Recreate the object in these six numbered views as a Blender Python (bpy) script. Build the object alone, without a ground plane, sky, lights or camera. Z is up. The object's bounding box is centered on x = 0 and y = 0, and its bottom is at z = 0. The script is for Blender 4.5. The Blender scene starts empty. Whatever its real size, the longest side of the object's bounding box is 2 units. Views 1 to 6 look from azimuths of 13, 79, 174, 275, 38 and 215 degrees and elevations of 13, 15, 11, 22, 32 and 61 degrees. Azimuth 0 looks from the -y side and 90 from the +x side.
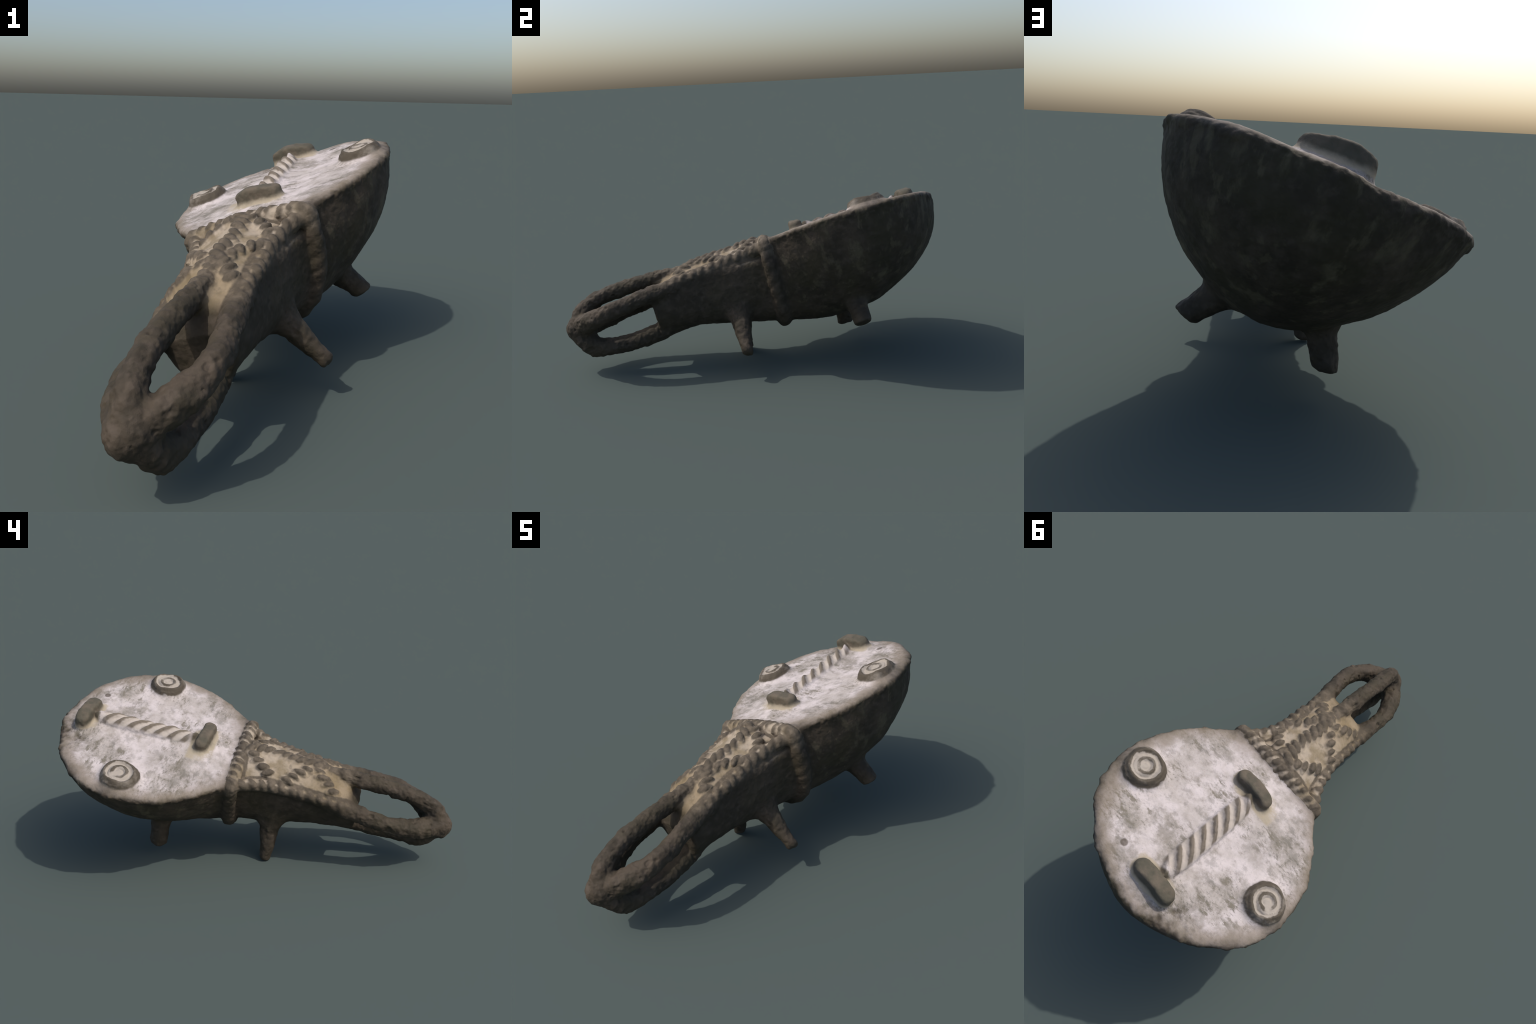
"""Cast bell-like rattle: half-round bowl closed by a pale face plate (two ringed
eyes, twisted nose, two raised bars), corded neck, cage handle of four bars, four feet.

The body is one smooth surface.  It is described as a signed distance field made of
profiles, swept cords, tapered legs and small reliefs in the object's own frame
  w = across the face, l = along it (handle at -l), n = out of the face plate,
turned into a mesh once, roughened with noise, and split into named parts."""
import bpy, math
import numpy as np
from mathutils import Matrix, Vector

# ------------------------------------------------------------------ own frame
N_AX = Vector((-0.35202, -0.17201, 0.92005)).normalized()
L_AX = Vector((0.08505, 0.97302, 0.21445))
L_AX = (L_AX - N_AX * L_AX.dot(N_AX)).normalized()
W_AX = L_AX.cross(N_AX)
ORIGIN = Vector((-0.02296, 0.45344, 0.68160))
FRAME = Matrix(((W_AX.x, L_AX.x, N_AX.x, ORIGIN.x), (W_AX.y, L_AX.y, N_AX.y, ORIGIN.y),
                (W_AX.z, L_AX.z, N_AX.z, ORIGIN.z), (0, 0, 0, 1)))

# ------------------------------------------------------------------ field grid
H = 0.0038
LO = np.array([-0.57, -1.60, -0.61])
HI = np.array([0.57, 0.63, 0.125])
DIM = np.ceil((HI - LO) / H).astype(int) + 1
AX = [(LO[i] + H * np.arange(DIM[i])).astype(np.float32) for i in range(3)]
FIELD = np.full(DIM, 1.0, np.float32)       # blended distance
NEAR = np.full(DIM, 1.0, np.float32)        # unblended distance, for the part labels
LABEL = np.zeros(DIM, np.uint8)
PARTS = []                                  # (name, kind)


def part(name, kind):
    PARTS.append((name, kind))
    return len(PARTS) - 1


def box(lo, hi):
    i0 = np.maximum(np.floor((np.array(lo) - LO) / H).astype(int), 0)
    i1 = np.minimum(np.ceil((np.array(hi) - LO) / H).astype(int) + 1, DIM)
    sl = tuple(slice(a, b) for a, b in zip(i0, i1))
    w = AX[0][sl[0]][:, None, None]
    l = AX[1][sl[1]][None, :, None]
    n = AX[2][sl[2]][None, None, :]
    return sl, w, l, n


def smin(a, b, k):
    h = np.maximum(k - np.abs(a - b), 0) / k
    return np.minimum(a, b) - h * h * k * 0.25


def smax(a, b, k):
    return -smin(-a, -b, k)


def add(sl, d, pid, k):
    d = d.astype(np.float32)
    FIELD[sl] = smin(FIELD[sl], d, k)
    m = d < NEAR[sl]
    NEAR[sl] = np.where(m, d, NEAR[sl])
    LABEL[sl] = np.where(m, np.uint8(pid), LABEL[sl])


def curve(xs, ys, x):
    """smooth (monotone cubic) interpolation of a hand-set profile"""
    xs, ys = np.array(xs, float), np.array(ys, float)
    d = np.diff(ys) / np.diff(xs)
    m = np.zeros_like(ys)
    m[1:-1] = np.where(d[1:] * d[:-1] > 0, 2 * d[1:] * d[:-1] / (d[1:] + d[:-1] + 1e-12), 0)
    m[0], m[-1] = d[0], d[-1]
    x = np.asarray(x, float)
    i = np.clip(np.searchsorted(xs, x) - 1, 0, len(xs) - 2)
    hh = xs[i + 1] - xs[i]
    t = (np.clip(x, xs[0], xs[-1]) - xs[i]) / hh
    return ((2*t**3 - 3*t**2 + 1) * ys[i] + (t**3 - 2*t**2 + t) * hh * m[i]
            + (-2*t**3 + 3*t**2) * ys[i+1] + (t**3 - t**2) * hh * m[i+1])


def spline(pts, step=0.012):
    """Catmull-Rom path through control points, resampled"""
    p = np.array(pts, float)
    q = np.vstack([2*p[0] - p[1], p, 2*p[-1] - p[-2]])
    out = []
    for i in range(1, len(q) - 2):
        a, b, c, d = q[i-1], q[i], q[i+1], q[i+2]
        m = max(2, int(np.linalg.norm(c[:3] - b[:3]) / step))
        for t in np.arange(m) / m:
            out.append(0.5 * (2*b + (c-a)*t + (2*a-5*b+4*c-d)*t*t + (-a+3*b-3*c+d)*t**3))
    out.append(p[-1])
    return np.array(out)


# ------------------------------------------------------------------ bowl and neck
HALF_WIDTH = ([-1.02, -0.95, -0.85, -0.70, -0.60, -0.50, -0.40, -0.35, -0.26, -0.10, 0.06, 0.25, 0.345, 0.42, 0.475, 0.511, 0.547],
              [0.146, 0.152, 0.159, 0.167, 0.178, 0.198, 0.238, 0.278, 0.351, 0.447, 0.479, 0.451, 0.396, 0.323, 0.245, 0.168, 0.0])
DEPTH = ([-1.02, -0.95, -0.84, -0.77, -0.68, -0.555, -0.42, -0.34, -0.24, -0.13, 0.07, 0.18, 0.30, 0.387, 0.473, 0.524, 0.547],
         [0.300, 0.305, 0.317, 0.333, 0.355, 0.384, 0.418, 0.438, 0.463, 0.478, 0.468, 0.432, 0.376, 0.318, 0.229, 0.128, 0.0])


def centre(l):
    return 0.022 * np.clip((0.0 - l) / 0.6, 0, 1)


def neck_top(w, l):
    """bare top of the neck, under the cords"""
    t = np.clip((-0.80 - l) / 0.20, 0, 1)
    x = w - centre(l)
    return 0.027 - 0.066 * np.clip(-0.43 - l, 0, 0.5) - 2.2 * x * x - 0.08 * x - 0.030 * t * t * (3 - 2 * t)      # it leans to +w


def body():
    sl, w, l, n = box((-0.56, -1.12, -0.52), (0.56, 0.62, 0.08))
    lv = l[0, :, 0]
    A = curve(HALF_WIDTH[0], np.array(HALF_WIDTH[1]) ** 2, lv)
    B = curve(DEPTH[0], np.array(DEPTH[1]) ** 2, lv)
    over = np.maximum(lv - 0.547, 0)
    A, B = A - over * 0.7, B - over * 0.62
    nk = np.clip((-0.25 - lv) / 0.35, 0, 1)
    p_left, p_right = 1.64 + 0.95 * nk, 1.84 + 0.85 * nk        # the bowl is leaner on its -w side
    q = (np.maximum(A, 1e-4), np.maximum(B, 1e-4))
    f = np.empty((w.shape[0], lv.size, n.shape[2]), np.float32)
    for j in range(lv.size):
        sk = 0.045 * np.clip((-0.42 - lv[j]) / 0.1, 0, 1)         # the neck is turned a little on its axis
        ww = w[:, 0, 0][:, None] - centre(lv[j]) - sk * (n[0, 0, :][None, :] + 0.10)
        g = np.clip((lv[j] + 0.12) / 0.2, 0, 1)                      # the far half is a little fuller
        ww = np.where(ww > 0, ww * (0.995 - 0.025 * g), ww * (0.995 - 0.013 * g)) ** 2
        nn = n[0, 0, :] ** 2
        k = A[j] / B[j] if A[j] > 1e-3 else 1.13
        if A[j] > 2e-3:
            s_ = np.clip(0.5 + (w[:, 0, 0] - centre(lv[j])) / 0.24, 0, 1)
            pp = (p_left[j] + (p_right[j] - p_left[j]) * s_ * s_ * (3 - 2 * s_))[:, None]
            e = ((ww / q[0][j]) ** (pp / 2) + (nn[None, :] / q[1][j]) ** (pp / 2)) ** (2 / pp)
            f[:, j, :] = A[j] * (e - 1)
        else:
            f[:, j, :] = ww + k * nn[None, :] - A[j]
    g0, g1, g2 = np.gradient(f, H)
    d = f / np.sqrt(g0 * g0 + g1 * g1 + g2 * g2 + 0.003)
    plate = np.clip((l + 0.40) / 0.03, 0, 1)
    mid = np.clip((l + 0.34) / 0.10, 0, 1) * np.clip((0.50 - l) / 0.10, 0, 1)
    swell = 0.018 * np.exp(-((w - 0.01) / 0.085) ** 2) * mid  # the plate swells a little under the nose
    for cw, cl, r, hh in ((0.25, 0.40, 0.15, 0.005), (-0.16, -0.12, 0.13, 0.012), (-0.18, 0.50, 0.13, -0.018), (0.08, 0.54, 0.09, -0.010)):
        swell = swell + hh * np.exp(-((w - cw) ** 2 + (l - cl) ** 2) / (r * r))
    top = n - (1 - plate) * neck_top(w, l) - plate * swell
    d = d - 0.011 * plate * np.clip((0.56 - l) / 0.2, 0.3, 1) * np.exp(-(np.maximum(-0.016 - n, 0) / 0.020) ** 2)  # lip of the rim
    d_all = smax(d, top.astype(np.float32), 0.040)
    d_all = smax(d_all, (-(l + 1.036 - 0.078 * np.clip((n + 0.13) / 0.10, 0, 1))).astype(np.float32), 0.03)             # neck ends in front of the handle cage
    return sl, d_all, top, l


BOWL = part("bowl", "plate")
PLATE = part("face_plate", "plate")
NECK = part("neck", "neck")
sl, d_all, top, lcoord = body()
FIELD[sl] = d_all
NEAR[sl] = d_all
shape = d_all.shape
lab = np.where(np.broadcast_to(lcoord < -0.395, shape), NECK,
               np.where(np.broadcast_to(top > -0.022, shape), PLATE, BOWL)).astype(np.uint8)
LABEL[sl] = lab
del d_all, top, lab


# ------------------------------------------------------------------ swept parts
def sweep(path, pid, k, period=0.0, lobes=1.0, up=(0, 0, 1), phase=0.0):
    """tube along path rows (w, l, n, radius, depth of twist); with a period it is a twisted cord"""
    P = np.array(path, float)
    up = np.array(up, float)
    reach = P[:, 3].max() * 1.35 + 0.02
    s, lw, ln_, nn_ = box(P[:, :3].min(0) - reach, P[:, :3].max(0) + reach)
    shp = np.broadcast_shapes(lw.shape, ln_.shape, nn_.shape)
    best = np.full(shp, 1.0, np.float32)
    o = [s[i].start for i in range(3)]
    run = 0.0
    for a, b in zip(P[:-1], P[1:]):
        ab = b[:3] - a[:3]
        ln = np.linalg.norm(ab)
        if ln < 1e-6:
            continue
        lo, hi = np.minimum(a[:3], b[:3]) - reach, np.maximum(a[:3], b[:3]) + reach
        s2, w, l, n = box(lo, hi)
        loc = tuple(slice(x.start - y, x.stop - y) for x, y in zip(s2, o))
        qw, ql, qn = w - a[0], l - a[1], n - a[2]
        t = np.clip((qw * ab[0] + ql * ab[1] + qn * ab[2]) / (ln * ln), 0, 1)
        vw, vl, vn = qw - t * ab[0], ql - t * ab[1], qn - t * ab[2]
        dist = np.sqrt(vw * vw + vl * vl + vn * vn)
        r = a[3] + (b[3] - a[3]) * t
        if period:
            tan = ab / ln
            e1 = up - tan * up.dot(tan)
            e1 /= np.linalg.norm(e1)
            e2 = np.cross(tan, e1)
            th = np.arctan2(vw * e2[0] + vl * e2[1] + vn * e2[2], vw * e1[0] + vl * e1[1] + vn * e1[2])
            c = np.cos(2 * np.pi * (run + t * ln) / period + lobes * th + phase)
            r = r * (1 + (a[4] + (b[4] - a[4]) * t) * (c - 0.35 * c * c))
        best[loc] = np.minimum(best[loc], (dist - r).astype(np.float32))
        run += ln
    add(s, best, pid, k)


def bar_block(cw, cl, hw, hl, top, pid, yaw, lean):
    """raised bar with round ends standing on the face plate"""
    s, w, l, n = box((cw - hw - 0.05, cl - hl - 0.05, -0.03), (cw + hw + 0.05, cl + hl + 0.05, top + 0.03))
    ca, sa = math.cos(yaw), math.sin(yaw)
    x = (w - cw) * ca + (l - cl) * sa
    y = -(w - cw) * sa + (l - cl) * ca - lean * n
    t = top - 0.16 * (x * x) / hw - 0.09 * np.abs(x + 0.35 * hw)
    plan = np.sqrt(np.maximum(np.abs(x) - (hw - hl), 0) ** 2 + y * y) - hl + 0.012 + 0.10 * np.clip(n, 0, 1)
    qn = np.maximum(n - (t - 0.012), -(n + 0.03))
    d = np.sqrt(np.maximum(plan, 0) ** 2 + np.maximum(qn, 0) ** 2) + np.minimum(np.maximum(plan, qn), 0) - 0.012
    add(s, d, pid, 0.024)


def eye_disc(cw, cl, r, top, pid, squash, off):
    """flat stud with a raised rim, a groove and a broken inner ring"""
    s, w, l, n = box((cw - r - 0.05, cl - r - 0.05, -0.03), (cw + r + 0.05, cl + r + 0.05, top + 0.04))
    x, y = (w - cw), (l - cl) / squash
    rad = np.sqrt(x * x + y * y)
    ang = np.arctan2(y, x)
    ring = 0.0060 * np.cos((rad - 0.070 + 0.002 * np.sin(2 * ang + off)) / 0.036 * 2 * np.pi)
    ring = ring * np.clip((rad - 0.008) / 0.010, 0, 1) * np.where(rad < 0.052, np.clip(1.2 - 1.2 * np.cos(ang - off), 0.0, 1), 1)
    t = top + ring * (rad < 0.086) - 0.06 * np.maximum(rad - 0.07, 0)
    qx, qn = rad - (r + 0.004 - 0.010) + 0.30 * np.clip(n, 0, 1), np.maximum(n - (t - 0.010), -(n + 0.03))
    d = np.sqrt(np.maximum(qx, 0) ** 2 + np.maximum(qn, 0) ** 2) + np.minimum(np.maximum(qx, qn), 0) - 0.010 + 0.004 * np.sin(3 * ang + off) * (rad > 0.05)
    add(s, d, pid, 0.028)


def leg(base, tip, r0, r1, cut, pid):
    """tapered foot with a bluntly cut end; cut = outward normal of the end face"""
    b, t = np.array(base), np.array(tip)
    lo, hi = np.minimum(b, t) - 0.12, np.maximum(b, t) + 0.12
    s, w, l, n = box(lo, hi)
    ab = t - b
    ln = np.linalg.norm(ab)
    u = ((w - b[0]) * ab[0] + (l - b[1]) * ab[1] + (n - b[2]) * ab[2]) / (ln * ln)
    uc = np.clip(u, 0, 1.3)
    d = np.sqrt((w - b[0] - uc * ab[0]) ** 2 + (l - b[1] - uc * ab[1]) ** 2 + (n - b[2] - uc * ab[2]) ** 2)
    d = d - (r1 + (r0 - r1) * np.clip(1 - u, 0, 1.2) ** 1.3)
    c = np.array(cut, float)
    c /= np.linalg.norm(c)
    d = smax(d, (w - t[0]) * c[0] + (l - t[1]) * c[1] + (n - t[2]) * c[2], 0.018)
    add(s, d, pid, 0.045)


# handle cage: four rough bars that meet at the tip
R = 0.041
TIP = (0.004, -1.450, -0.158)
HANDLE = [
    [(0.044, -0.84, -0.024, 0.030), (0.040, -0.95, -0.020, 0.040), (0.032, -1.15, -0.020, R), (0.028, -1.30, -0.032, R),
     (0.020, -1.40, -0.074, 0.047), (*TIP, 0.054)],
    [(0.142, -0.84, -0.098, 0.028), (0.158, -0.96, -0.098, 0.042), (0.172, -1.13, -0.112, 0.042), (0.160, -1.28, -0.134, 0.044),
     (0.094, -1.38, -0.146, 0.051), (*TIP, 0.056)],
    [(-0.110, -0.84, -0.082, 0.028), (-0.112, -0.97, -0.098, 0.042), (-0.120, -1.14, -0.120, 0.042), (-0.116, -1.25, -0.130, 0.045),
     (-0.070, -1.36, -0.144, 0.054), (*TIP, 0.056)],
    [(0.022, -0.86, -0.264, 0.040), (0.022, -0.99, -0.285, 0.045), (0.022, -1.12, -0.300, 0.045), (0.020, -1.27, -0.300, 0.047),
     (0.016, -1.40, -0.266, 0.052), (*TIP, 0.058)]]
for h in HANDLE:
    sweep(spline(h), part("handle_bar", "neck"), 0.026)

# feet
leg((0.09, -0.615, -0.27), (0.226, -0.632, -0.526), 0.064, 0.029, (0.62, -0.30, -0.68), part("leg", "dark"))
leg((-0.08, -0.610, -0.27), (-0.196, -0.630, -0.5205), 0.070, 0.031, (-0.15, -0.1, -1.0), part("leg", "dark"))
leg((0.12, -0.020, -0.38), (0.242, -0.035, -0.545), 0.060, 0.043, (0.35, 0.0, -1.0), part("leg", "dark"))
leg((-0.16, -0.040, -0.36), (-0.250, -0.055, -0.543), 0.058, 0.043, (-0.1, 0.0, -1.0), part("leg", "dark"))

STRAND_RNG = np.random.default_rng(11)


def strands(pts, pid, pitch, half, r, slant, up=(0, 0, 1), drop=0.010):
    """short slanting strands laid side by side across a cord, as in a twisted rope"""
    p = spline([(*q, 0.0) for q in pts], 0.004)[:, :3]
    run = np.concatenate([[0], np.cumsum(np.linalg.norm(np.diff(p, axis=0), axis=1))])
    up = np.array(up, float) / np.linalg.norm(up)
    for s0 in np.arange(pitch * 0.4, run[-1], pitch):
        s1 = s0 + STRAND_RNG.uniform(-0.10, 0.10) * pitch
        c = np.array([np.interp(s1, run, p[:, k]) for k in range(3)])
        i = min(np.searchsorted(run, s1), len(p) - 1)
        tan = p[i] - p[max(i - 2, 0)] if i else p[2] - p[0]
        tan = tan / np.linalg.norm(tan)
        side = np.cross(up, tan)
        side /= np.linalg.norm(side)
        a = slant + STRAND_RNG.uniform(-0.15, 0.15)
        ax = side * math.cos(a) + tan * math.sin(a)
        h = half * STRAND_RNG.uniform(0.82, 1.12)
        rr = r * STRAND_RNG.uniform(0.85, 1.12)
        row = [(*(c + ax * h * k - up * drop * k * k), rr * (1 - 0.35 * k * k)) for k in (-1.0, -0.5, 0.0, 0.5, 1.0)]
        sweep(row, pid, 0.009)


# corded band round the join of bowl and neck
LB, AB, BB = -0.398, 0.245, 0.412
band = []
for a in np.linspace(0, math.pi, 15):
    x, z = math.cos(a), -math.sin(a)
    band.append((0.014 + AB * np.sign(x) * abs(x) ** 0.92, LB, -0.045 + (BB - 0.038) * z, 0.036, 0.05))
band += [(w, LB, -0.004 - 0.25 * (w - 0.015) ** 2, 0.031, 0.0) for w in (-0.222, -0.12, 0.018, 0.15, 0.246)]
band += [(0.259, LB, -0.045, 0.038, 0.03)]
BAND = part("rope_band", "neck")
sweep(spline(band), BAND, 0.018, period=0.060, lobes=-2, up=(0, 1, 0))
strands([(w, LB, 0.024 - 0.25 * (w - 0.015) ** 2) for w in (-0.235, -0.16, -0.08, 0.015, 0.10, 0.18, 0.25)],
        BAND, pitch=0.044, half=0.034, r=0.0155, slant=0.6, drop=0.024)


# cords on the neck: two along the edges, a middle one and a lattice between them
def on_neck(pts, lift):
    return [(w, l, float(neck_top(w, l)) + lift) for w, l in pts]


def edge_axis(l, right):
    """axis of the cord along either long edge of the neck: (w, n) at l"""
    if right:
        return 0.156 + 0.068 * math.exp((l + 0.43) / 0.08), -0.040 - 0.105 * (-0.43 - l)
    return -0.118 - 0.082 * math.exp((l + 0.43) / 0.12), -0.032 - 0.105 * (-0.43 - l)


for right, up, slant in ((True, (0.50, 0, 0.87), 0.7), (False, (-0.50, 0, 0.87), -0.7)):
    pid = part("rope", "neck")
    axis = [(edge_axis(l, right)[0], l, edge_axis(l, right)[1]) for l in np.linspace(-0.43, -0.94, 9)]
    sweep(spline([(*q, 0.029) for q in axis]), pid, 0.014)
    u = np.array(up)
    strands([tuple(np.array(q) + u * 0.024) for q in axis], pid, 0.050, 0.027, 0.0175, slant, up, 0.014)

LATTICE = [
    ([(0.020, -0.43), (0.040, -0.52), (0.042, -0.62), (0.032, -0.70), (0.038, -0.80), (0.040, -0.92)], 0.038, 0.75),
    ([(0.060, -0.45), (0.115, -0.50), (0.155, -0.56)], 0.031, -0.6),
    ([(-0.010, -0.45), (-0.070, -0.52), (-0.112, -0.59)], 0.031, 0.6),
    ([(0.160, -0.61), (0.118, -0.66), (0.085, -0.73), (0.055, -0.79)], 0.031, 0.6),
    ([(-0.115, -0.63), (-0.070, -0.68), (-0.032, -0.72), (0.008, -0.77)], 0.031, -0.6),
    ([(0.065, -0.79), (0.095, -0.83), (0.138, -0.90)], 0.033, -0.6),
    ([(0.010, -0.79), (-0.040, -0.83), (-0.092, -0.90)], 0.033, 0.6)]
for pts, half, slant in LATTICE:
    pid = part("rope", "neck")
    sweep(spline([(*q, half * 0.8) for q in on_neck(pts, 0.008 - half * 0.8)]), pid, 0.014)
    strands(on_neck(pts, 0.007), pid, 0.043, half * 1.12, 0.0180, slant)

# face: eyes, nose, two bars
eye_disc(0.383, 0.118, 0.090, 0.040, part("eye", "plate"), 1.03, 0.9)
eye_disc(-0.373, 0.112, 0.090, 0.040, part("eye", "plate"), 1.03, 2.6)
bar_block(-0.008, 0.416, 0.112, 0.040, 0.080, part("raised_bar", "plate"), -0.05, 0.0)
bar_block(0.016, -0.198, 0.106, 0.036, 0.080, part("raised_bar", "plate"), -0.06, -0.05)


def nose(pid):
    s, w, l, n = box((-0.09, -0.19, -0.03), (0.09, 0.40, 0.07))
    cx = -0.004 - 0.012 * (l - 0.1)
    x = w - cx
    hw = 0.048 * np.sqrt(np.clip(1 - ((l - 0.10) / 0.285) ** 4, 0.02, 1))
    prof = np.clip(1 - (x / hw) ** 2, 0, 1)
    ridge = 0.5 + 0.5 * np.cos((l + 1.03 * w - 0.068) / 0.070 * 2 * np.pi)
    t = 0.018 + (0.020 + 0.020 * ridge ** 1.2) * prof ** 0.7
    d = 0.75 * (n - t)
    d = np.maximum(d, np.abs(x) - hw)
    add(s, d, pid, 0.012)


nose(part("nose", "plate"))


# ------------------------------------------------------------------ field to surface
def surface():
    ins = FIELD < 0
    c = np.zeros(tuple(DIM - 1), np.uint8)
    for di in (0, 1):
        for dj in (0, 1):
            for dk in (0, 1):
                c += ins[di:DIM[0]-1+di, dj:DIM[1]-1+dj, dk:DIM[2]-1+dk]
    cells = np.argwhere((c > 0) & (c < 8))
    idx = np.full(tuple(DIM - 1), -1, np.int32)
    idx[tuple(cells.T)] = np.arange(len(cells))
    corners = [(a, b, d) for a in (0, 1) for b in (0, 1) for d in (0, 1)]
    val = np.stack([FIELD[tuple((cells + np.array(o)).T)] for o in corners], 1)
    acc = np.zeros((len(cells), 3))
    cnt = np.zeros(len(cells))
    for a in range(8):
        for b in range(a + 1, 8):
            if sum(abs(x - y) for x, y in zip(corners[a], corners[b])) != 1:
                continue
            va, vb = val[:, a], val[:, b]
            m = (va < 0) != (vb < 0)
            t = np.where(m, va / np.where(m, va - vb, 1), 0)
            pos = np.array(corners[a]) + t[:, None] * (np.array(corners[b]) - np.array(corners[a]))
            acc += pos * m[:, None]
            cnt += m
    verts = LO + H * (cells + acc / cnt[:, None])
    faces = []
    for ax in range(3):
        u, v = (ax + 1) % 3, (ax + 2) % 3
        s0 = [slice(None)] * 3
        s1 = [slice(None)] * 3
        s0[ax], s1[ax] = slice(0, -1), slice(1, None)
        ch = np.argwhere(ins[tuple(s0)] != ins[tuple(s1)])
        ch = ch[(ch[:, u] > 0) & (ch[:, v] > 0) & (ch[:, u] < DIM[u] - 1) & (ch[:, v] < DIM[v] - 1)]
        e = np.eye(3, dtype=int)
        q = [idx[tuple((ch - a * e[u] - b * e[v]).T)] for a, b in ((0, 0), (1, 0), (1, 1), (0, 1))]
        q = np.stack(q, 1)
        flip = ~ins[tuple(ch.T)]
        q[flip] = q[flip][:, ::-1]
        faces.append(q)
    faces = np.vstack(faces)
    lab = LABEL[tuple(np.round((verts - LO) / H).astype(int).T)]
    return verts, faces, lab


V, F, VLAB = surface()
F = F[:, ::1]


def normals(v, f):
    fn = np.cross(v[f[:, 2]] - v[f[:, 0]], v[f[:, 3]] - v[f[:, 1]])
    out = np.zeros_like(v)
    for i in range(4):
        for k in range(3):
            out[:, k] += np.bincount(f[:, i], fn[:, k], len(v))
    return out / (np.linalg.norm(out, axis=1)[:, None] + 1e-12)


# keep only the shell seen from outside (largest connected set of vertices)
def average(x, f, times, keep=0.0):
    for _ in range(times):
        acc = np.zeros_like(x)
        cnt = np.zeros(len(x))
        for a, b in ((0, 1), (1, 2), (2, 3), (3, 0)):
            for p, q in ((a, b), (b, a)):
                cnt += np.bincount(f[:, p], minlength=len(x))
                if x.ndim == 1:
                    acc += np.bincount(f[:, p], x[f[:, q]], len(x))
                else:
                    for k in range(x.shape[1]):
                        acc[:, k] += np.bincount(f[:, p], x[f[:, q], k], len(x))
        m = acc / (cnt[:, None] if x.ndim > 1 else cnt)
        x = keep * x + (1 - keep) * m
    return x


V = average(V, F, 1, 0.4)

# ------------------------------------------------------------------ roughness of the casting
RNG = np.random.default_rng(7)
LATT = RNG.random((32, 32, 32)) * 2 - 1


def noise(p, scale, seed=0):
    q = p * scale + seed * 7.31
    i = np.floor(q).astype(int)
    f = q - i
    f = f * f * (3 - 2 * f)
    out = 0
    for a in (0, 1):
        for b in (0, 1):
            for c in (0, 1):
                wgt = (f[:, 0] if a else 1 - f[:, 0]) * (f[:, 1] if b else 1 - f[:, 1]) * (f[:, 2] if c else 1 - f[:, 2])
                out = out + wgt * LATT[(i[:, 0] + a) % 32, (i[:, 1] + b) % 32, (i[:, 2] + c) % 32]
    return out


NM = normals(V, F)
kinds = np.array([k for _, k in PARTS])
names = np.array([m for m, _ in PARTS])
rough = np.select([names == "handle_bar", names == "leg", names == "bowl", names == "face_plate", names == "neck"],
                  [1.0, 0.7, 0.34, 0.30, 0.5], 0.5)[VLAB]
rim = np.exp(-((V[:, 2] + 0.025) / 0.022) ** 2) * (V[:, 1] > -0.38) * (VLAB <= 1)
flat = (VLAB == PLATE) & (V[:, 2] > -0.006)
rough = np.where(flat, 0.22, rough + 0.8 * rim)
rough = average(rough, F, 6)
lump = 0.0050 * noise(V, 14, 1) + 0.0042 * noise(V, 30, 2) + 0.0030 * noise(V, 60, 3) + 0.0016 * noise(V, 115, 4)
pits = -0.006 * np.clip((noise(V, 34, 5) - 0.62) / 0.2, 0, 1)
V = V + NM * ((lump + pits * np.isin(names[VLAB], ("handle_bar", "leg"))) * rough)[:, None]
NM = normals(V, F)
FLAB = np.sort(VLAB[F], axis=1)[:, 1]


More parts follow.
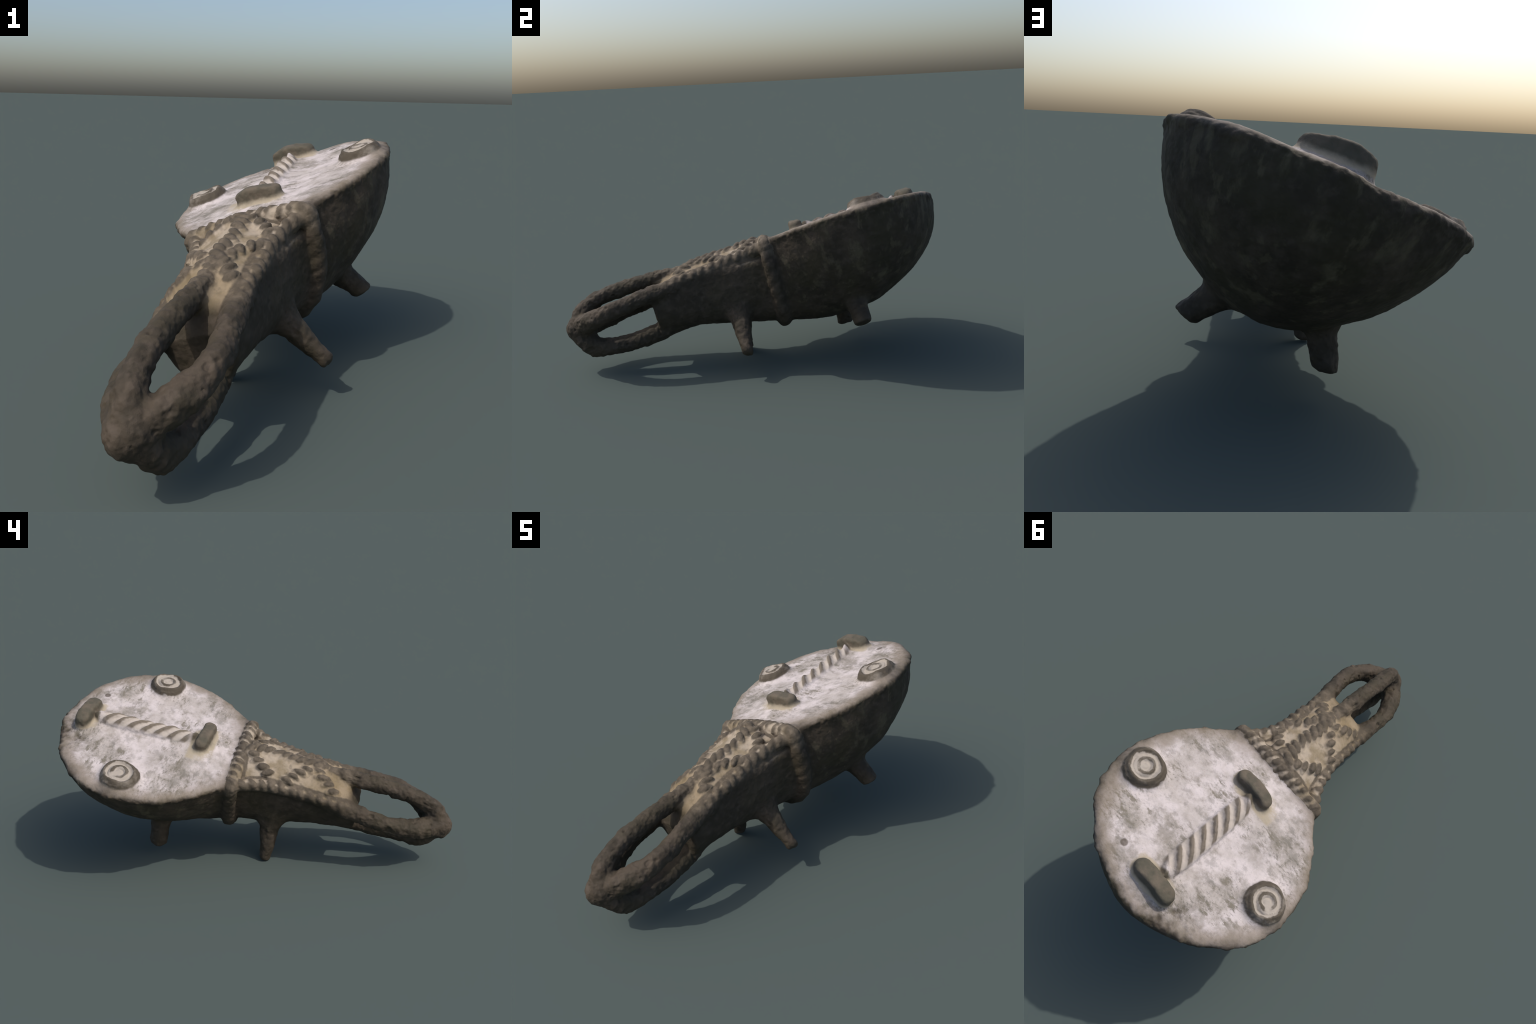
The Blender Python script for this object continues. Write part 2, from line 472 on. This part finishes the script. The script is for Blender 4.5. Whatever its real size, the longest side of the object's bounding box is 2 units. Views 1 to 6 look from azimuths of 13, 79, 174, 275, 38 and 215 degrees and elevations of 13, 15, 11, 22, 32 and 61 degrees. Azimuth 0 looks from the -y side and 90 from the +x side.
# ------------------------------------------------------------------ materials
class Tree:
    def __init__(self, name):
        self.mat = bpy.data.materials.new(name)
        self.mat.use_nodes = True
        self.t = self.mat.node_tree
        self.t.nodes.clear()
        co = self.t.nodes.new("ShaderNodeTexCoord")
        self.co = co.outputs["Object"]
        sep = self.t.nodes.new("ShaderNodeSeparateXYZ")
        self.t.links.new(self.co, sep.inputs[0])
        self.w, self.l, self.n = sep.outputs

    def put(self, socket, val):
        if isinstance(val, bpy.types.NodeSocket):
            self.t.links.new(val, socket)
        else:
            socket.default_value = val

    def m(self, op, a, b=0.0, c=0.0, clamp=False):
        nd = self.t.nodes.new("ShaderNodeMath")
        nd.operation = op
        nd.use_clamp = clamp
        for s, v in zip(nd.inputs, (a, b, c)):
            self.put(s, v)
        return nd.outputs[0]

    def step(self, x, lo, hi):
        nd = self.t.nodes.new("ShaderNodeMapRange")
        nd.interpolation_type = 'SMOOTHSTEP'
        self.put(nd.inputs[0], x)
        nd.inputs[1].default_value, nd.inputs[2].default_value = lo, hi
        return nd.outputs[0]

    def noise(self, scale, detail=4.0, rough=0.6, stretch=(1, 1, 1), turn=0.0, offset=0.0):
        mp = self.t.nodes.new("ShaderNodeMapping")
        mp.inputs["Scale"].default_value = stretch
        mp.inputs["Rotation"].default_value = (0, 0, turn)
        mp.inputs["Location"].default_value = (offset, offset * 1.7, -offset)
        self.put(mp.inputs[0], self.co)
        nd = self.t.nodes.new("ShaderNodeTexNoise")
        nd.inputs["Scale"].default_value = scale
        nd.inputs["Detail"].default_value = detail
        nd.inputs["Roughness"].default_value = rough
        self.put(nd.inputs["Vector"], mp.outputs[0])
        return nd.outputs[0]

    def mix(self, f, a, b):
        nd = self.t.nodes.new("ShaderNodeMix")
        nd.data_type = 'RGBA'
        self.put(nd.inputs[0], f)
        self.put(nd.inputs[6], a if isinstance(a, bpy.types.NodeSocket) else (*a, 1))
        self.put(nd.inputs[7], b if isinstance(b, bpy.types.NodeSocket) else (*b, 1))
        return nd.outputs[2]

    def finish(self, col, rough, bump):
        bs = self.t.nodes.new("ShaderNodeBsdfPrincipled")
        out = self.t.nodes.new("ShaderNodeOutputMaterial")
        self.put(bs.inputs["Base Color"], col)
        self.put(bs.inputs["Roughness"], rough)
        bs.inputs["Specular IOR Level"].default_value = 0.25
        if bump is not None:
            b = self.t.nodes.new("ShaderNodeBump")
            b.inputs["Strength"].default_value = 0.45
            b.inputs["Distance"].default_value = 0.006
            self.put(b.inputs["Height"], bump)
            self.t.links.new(b.outputs[0], bs.inputs["Normal"])
        self.t.links.new(bs.outputs[0], out.inputs[0])
        return self.mat


DARK, DARK2, OLIVE = (0.039, 0.031, 0.021), (0.064, 0.049, 0.034), (0.042, 0.036, 0.018)
SAND, OCHRE = (0.245, 0.190, 0.122), (0.165, 0.125, 0.068)
CHALK, CHALK2, STAIN, STAIN2 = (0.530, 0.474, 0.464), (0.400, 0.357, 0.330), (0.165, 0.145, 0.112), (0.100, 0.094, 0.078)


def metal(t, green=0.35):
    """bare dark metal with brown and olive patches"""
    a = t.step(t.noise(9, 5), 0.38, 0.66)
    b = t.step(t.noise(26, 4, offset=3.1), 0.45, 0.70)
    g = t.step(t.noise(6, 3, offset=8.2), 0.45, 0.65)
    col = t.mix(a, DARK, DARK2)
    col = t.mix(t.m('MULTIPLY', b, 0.45), col, (0.092, 0.071, 0.054))
    return t.mix(t.m('MULTIPLY', g, green), col, OLIVE)


def make_dark(name):
    t = Tree(name)
    col = metal(t, 0.30)
    och = t.m('MULTIPLY', t.step(t.noise(12, 4, offset=5.5), 0.60, 0.76), 0.45)
    col = t.mix(och, col, (0.13, 0.095, 0.05))
    grain = t.noise(70, 5, 0.65)
    return t.finish(col, 0.72, grain)


def make_plate(name):
    t = Tree(name)
    dark = metal(t, 0.55)
    # faint dusty runs on the bowl
    run = t.m('MULTIPLY', t.step(t.noise(8, 5, stretch=(1.5, 1.5, 0.6), offset=2.2), 0.54, 0.70), 0.60)
    dark = t.mix(run, dark, (0.125, 0.106, 0.066))
    vein = t.step(t.noise(18, 5, 0.6, stretch=(1, 1, 0.35), offset=41.0), 0.56, 0.66)
    dark = t.mix(t.m('MULTIPLY', vein, 0.40), dark, (0.135, 0.112, 0.070))
    # chalk on the face, worn and stained
    s1 = t.step(t.noise(5.5, 6, 0.68, offset=1.3), 0.50, 0.70)
    s2 = t.step(t.noise(11, 7, 0.72, stretch=(1, 2.0, 1), turn=0.5, offset=4.0), 0.50, 0.62)
    s3 = t.step(t.noise(44, 4, 0.7, stretch=(1, 2.2, 1), turn=0.9, offset=6.0), 0.55, 0.64)
    def near(cw, cl, r):
        dx, dy = t.m('SUBTRACT', t.w, cw), t.m('SUBTRACT', t.l, cl)
        return t.m('SUBTRACT', 1.0, t.step(t.m('SQRT', t.m('ADD', t.m('MULTIPLY', dx, dx), t.m('MULTIPLY', dy, dy))), r * 0.3, r))
    dirt = near(-0.33, -0.16, 0.24)
    for z in ((0.30, 0.42, 0.26), (-0.12, 0.47, 0.22), (0.33, -0.20, 0.16), (-0.22, 0.24, 0.16), (0.10, 0.22, 0.13), (0.06, -0.27, 0.10)):
        dirt = t.m('MAXIMUM', dirt, near(*z))
    s0 = t.step(t.m('ADD', t.noise(10, 6, 0.7, offset=33.0), t.m('MULTIPLY', dirt, 0.13)), 0.50, 0.74)
    patch = t.step(t.m('ADD', t.noise(4.5, 4, 0.6, offset=9.4), t.m('MULTIPLY', dirt, 0.10)), 0.45, 0.62)
    warm = t.step(t.noise(8, 5, 0.6, offset=7.7), 0.40, 0.64)
    chalk = t.mix(warm, CHALK, CHALK2)
    chalk = t.mix(t.m('MULTIPLY', s1, 0.28), chalk, STAIN)
    chalk = t.mix(t.m('MULTIPLY', s0, 0.66), chalk, STAIN)
    chalk = t.mix(t.m('MULTIPLY', t.m('MULTIPLY', s2, dirt), 0.55), chalk, STAIN2)
    grey = t.step(t.noise(17, 6, 0.72, offset=43.0), 0.50, 0.64)
    chalk = t.mix(t.m('MULTIPLY', grey, 0.45), chalk, (0.20, 0.185, 0.165))
    chalk = t.mix(t.m('MULTIPLY', t.m('MULTIPLY', s2, patch), 0.92), chalk, STAIN)
    chalk = t.mix(t.m('MULTIPLY', t.m('MULTIPLY', s3, patch), 0.55), chalk, STAIN2)
    # raised pieces: chalk has worn off their tops
    jit = t.m('MULTIPLY', t.m('SUBTRACT', t.noise(24, 4, 0.6, offset=11.0), 0.5), 0.022)
    hgt = t.m('ADD', t.n, jit)
    # where chalk sits: on the plate, away from its worn rim
    rad = t.m('SQRT', t.m('ADD', t.m('POWER', t.m('DIVIDE', t.w, 0.485), 2.0),
                          t.m('POWER', t.m('DIVIDE', t.m('SUBTRACT', t.l, 0.06), 0.490), 2.0)))
    rad = t.m('ADD', rad, t.m('MULTIPLY', t.m('SUBTRACT', t.noise(7, 5, 0.65, offset=13.0), 0.5), 0.30))
    worn = t.step(rad, 0.80, 0.97)
    chalk = t.mix(t.m('MULTIPLY', worn, 0.80), chalk, (0.175, 0.142, 0.105))
    edge = t.step(t.m('ADD', hgt, 0.0), -0.022, -0.004)
    on = t.m('MULTIPLY', edge, t.m('SUBTRACT', 1.0, t.m('MULTIPLY', t.step(rad, 0.94, 1.06), 0.75)))
    col = t.mix(on, dark, chalk)
    # eyes: bare rings, chalk left in the grooves
    def eye(cw, cl, off, col):
        x = t.m('SUBTRACT', t.w, cw)
        y = t.m('DIVIDE', t.m('SUBTRACT', t.l, cl), 1.03)
        r = t.m('SQRT', t.m('ADD', t.m('MULTIPLY', x, x), t.m('MULTIPLY', y, y)))
        r = t.m('ADD', r, t.m('MULTIPLY', t.m('SUBTRACT', t.noise(22, 4, offset=15.0 + cw), 0.5), 0.026))
        inside = t.m('SUBTRACT', 1.0, t.step(r, 0.092, 0.100))
        wave = t.m('COSINE', t.m('MULTIPLY', t.m('SUBTRACT', r, 0.070), 2 * math.pi / 0.036))
        ringm = t.m('MAXIMUM', t.step(wave, -0.15, 0.75), t.step(r, 0.060, 0.067))
        ringm = t.m('MULTIPLY', ringm, t.step(r, 0.014, 0.026))
        side = t.m('DIVIDE', t.m('ADD', t.m('MULTIPLY', x, math.cos(off)), t.m('MULTIPLY', y, math.sin(off))), t.m('MAXIMUM', r, 0.01))
        gap = t.m('MULTIPLY', t.step(side, 0.80, 1.0), t.m('SUBTRACT', 1.0, t.step(r, 0.048, 0.054)))
        ringm = t.m('MULTIPLY', ringm, t.m('SUBTRACT', 1.0, gap))
        base = t.mix(t.m('MULTIPLY', ringm, t.m('ADD', 0.60, t.m('MULTIPLY', t.step(t.noise(16, 4, offset=31.0), 0.30, 0.55), 0.38))), (0.345, 0.305, 0.26), (0.076, 0.062, 0.045))
        return t.mix(t.m('MULTIPLY', inside, t.step(t.n, 0.006, 0.016)), col, base)
    col = eye(0.383, 0.118, 0.9, col)
    col = eye(-0.373, 0.112, 2.6, col)
    # nose: bare slanting ridges
    nz = t.m('MULTIPLY', t.m('SUBTRACT', 1.0, t.step(t.m('ABSOLUTE', t.m('ADD', t.w, 0.004)), 0.037, 0.049)),
             t.m('MULTIPLY', t.step(t.l, -0.16, -0.10), t.m('SUBTRACT', 1.0, t.step(t.l, 0.30, 0.36))))
    sl_ = t.m('ADD', t.m('ADD', t.l, t.m('MULTIPLY', t.w, 1.03)), t.m('MULTIPLY', jit, 0.7))
    stripe = t.step(t.m('COSINE', t.m('MULTIPLY', t.m('SUBTRACT', sl_, 0.068), 2 * math.pi / 0.070)), -0.25, 0.65)
    nz = t.m('MULTIPLY', nz, t.step(t.n, 0.008, 0.018))
    col = t.mix(nz, col, t.mix(t.m('MULTIPLY', stripe, 0.9), (0.41, 0.36, 0.315), (0.130, 0.105, 0.078)))
    # bars: bare and dark, sandy at the foot
    def bar(cl, col):
        k = t.m('SUBTRACT', 1.0, t.step(t.m('ABSOLUTE', t.m('SUBTRACT', t.l, cl)), 0.055, 0.070))
        k = t.m('MULTIPLY', k, t.m('SUBTRACT', 1.0, t.step(t.m('ABSOLUTE', t.w), 0.13, 0.15)))
        c2 = t.mix(t.step(hgt, 0.012, 0.036), (0.34, 0.29, 0.215), t.mix(t.step(t.noise(14, 4, offset=17.0), 0.4, 0.65), (0.080, 0.072, 0.052), (0.120, 0.098, 0.072)))
        return t.mix(t.m('MULTIPLY', k, t.step(hgt, 0.004, 0.014)), col, c2)
    col = bar(0.416, col)
    col = bar(-0.198, col)
    # one round bare spot near the rim
    dx, dy = t.m('SUBTRACT', t.w, 0.190), t.m('SUBTRACT', t.l, 0.393)
    sp = t.m('SUBTRACT', 1.0, t.step(t.m('SQRT', t.m('ADD', t.m('MULTIPLY', dx, dx), t.m('MULTIPLY', dy, dy))), 0.012, 0.019))
    col = t.mix(t.m('MULTIPLY', sp, t.m('MULTIPLY', t.step(t.n, -0.02, -0.01), 0.8)), col, (0.09, 0.07, 0.055))
    grain = t.noise(55, 5, 0.65)
    return t.finish(col, 0.80, grain)


def make_neck(name):
    t = Tree(name)
    dark = metal(t, 0.35)
    jit = t.m('MULTIPLY', t.m('SUBTRACT', t.noise(30, 4, 0.6, offset=21.0), 0.5), 0.012)
    ctr = t.m('MULTIPLY', t.m('DIVIDE', t.m('MULTIPLY', t.l, -1.0), 0.6, clamp=True), 0.022)
    x = t.m('SUBTRACT', t.w, ctr)
    relief = t.m('ADD', t.m('SUBTRACT', t.n, t.m('SUBTRACT', t.m('SUBTRACT', t.m('SUBTRACT', t.m('SUBTRACT', 0.027, t.m('MULTIPLY', t.m('MAXIMUM', t.m('SUBTRACT', -0.43, t.l), 0.0), 0.066)), t.m('MULTIPLY', x, 0.08)), t.m('MULTIPLY', t.m('MULTIPLY', x, x), 2.2)), t.m('MULTIPLY', t.m('SUBTRACT', 1.0, t.step(t.l, -1.0, -0.80)), 0.030))), jit)
    # dirt-coloured bed between the cords, chalkier toward the plate
    bed = t.mix(t.step(t.l, -0.95, -0.50), SAND, (0.335, 0.280, 0.215))
    bed = t.mix(t.m('MULTIPLY', t.step(t.noise(11, 4, offset=23.0), 0.44, 0.66), 0.7), bed, OCHRE)
    bed = t.mix(t.m('MULTIPLY', t.step(t.noise(34, 4, offset=25.0), 0.56, 0.70), 0.5), bed, (0.13, 0.105, 0.075))
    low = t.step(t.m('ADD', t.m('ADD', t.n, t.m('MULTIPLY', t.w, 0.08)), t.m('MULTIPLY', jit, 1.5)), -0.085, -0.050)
    bare = t.step(relief, 0.009, 0.017)

    def radius(a, a0, b, b0):
        da, db = t.m('SUBTRACT', a, a0), t.m('SUBTRACT', b, b0)
        return t.m('ADD', t.m('SQRT', t.m('ADD', t.m('MULTIPLY', da, da), t.m('MULTIPLY', db, db))), jit)

    def close(r, lo, hi):
        return t.m('SUBTRACT', 1.0, t.step(r, lo, hi))

    def pick(f, a, b):
        return t.m('ADD', t.m('MULTIPLY', a, t.m('SUBTRACT', 1.0, f)), t.m('MULTIPLY', b, f))

    down = t.m('SUBTRACT', -0.43, t.l)
    for w0, w1, fall, n0, slope in ((0.156, 0.068, 0.08, -0.040, 0.105), (-0.118, -0.082, 0.12, -0.032, 0.105)):
        aw = t.m('ADD', w0, t.m('MULTIPLY', t.m('EXPONENT', t.m('DIVIDE', down, -fall)), w1))
        an = t.m('SUBTRACT', n0, t.m('MULTIPLY', down, slope))
        r = radius(t.w, aw, t.n, an)
        outer = t.step(t.m('SUBTRACT', t.m('ABSOLUTE', t.w), t.m('ABSOLUTE', aw)), 0.004, 0.018)
        bare = pick(close(r, 0.044, 0.052), bare, t.m('MAXIMUM', t.step(r, 0.029, 0.036), outer))
    wq = t.m('SUBTRACT', t.w, 0.015)
    r = radius(t.l, LB, t.n, t.m('SUBTRACT', -0.004, t.m('MULTIPLY', t.m('MULTIPLY', wq, wq), 0.25)))
    ends = t.step(t.m('ABSOLUTE', wq), 0.20, 0.235)
    bare = pick(close(r, 0.048, 0.056), bare, t.m('MAXIMUM', t.step(r, 0.031, 0.038), ends))
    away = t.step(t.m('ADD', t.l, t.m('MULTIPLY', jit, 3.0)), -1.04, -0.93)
    cord = t.mix(t.step(t.noise(28, 4, offset=27.0), 0.42, 0.66), (0.064, 0.051, 0.036), (0.112, 0.089, 0.064))
    upper = t.mix(t.m('MULTIPLY', bare, 0.92), bed, cord)
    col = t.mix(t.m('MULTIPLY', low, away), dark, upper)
    grain = t.noise(60, 5, 0.65)
    return t.finish(col, 0.76, grain)


MATS = {"dark": make_dark("bare_metal"), "plate": make_plate("chalked_metal"), "neck": make_neck("sandy_corded_metal")}

# ------------------------------------------------------------------ split into named parts
root = bpy.data.objects.new("face_rattle", None)
bpy.context.scene.collection.objects.link(root)
root["label"] = "dark metal rattle with pale face plate, corded neck, cage handle, four feet"
root["category"] = "rattle"

for pid, (nm, kind) in enumerate(PARTS):
    fs = F[FLAB == pid]
    if not len(fs):
        continue
    used, inv = np.unique(fs, return_inverse=True)
    me = bpy.data.meshes.new(nm)
    vv, ff = V[used], inv.reshape(-1, 4)
    me.vertices.add(len(vv))
    me.vertices.foreach_set("co", vv.astype(np.float32).ravel())
    me.loops.add(ff.size)
    me.loops.foreach_set("vertex_index", ff.astype(np.int32).ravel())
    me.polygons.add(len(ff))
    me.polygons.foreach_set("loop_start", np.arange(0, ff.size, 4, dtype=np.int32))
    me.update(calc_edges=True)
    me.polygons.foreach_set("use_smooth", np.ones(len(ff), bool))
    me.normals_split_custom_set_from_vertices(NM[used].tolist())
    me.materials.append(MATS[kind])
    ob = bpy.data.objects.new(nm, me)
    bpy.context.scene.collection.objects.link(ob)
    ob.parent = root
    ob.matrix_local = FRAME
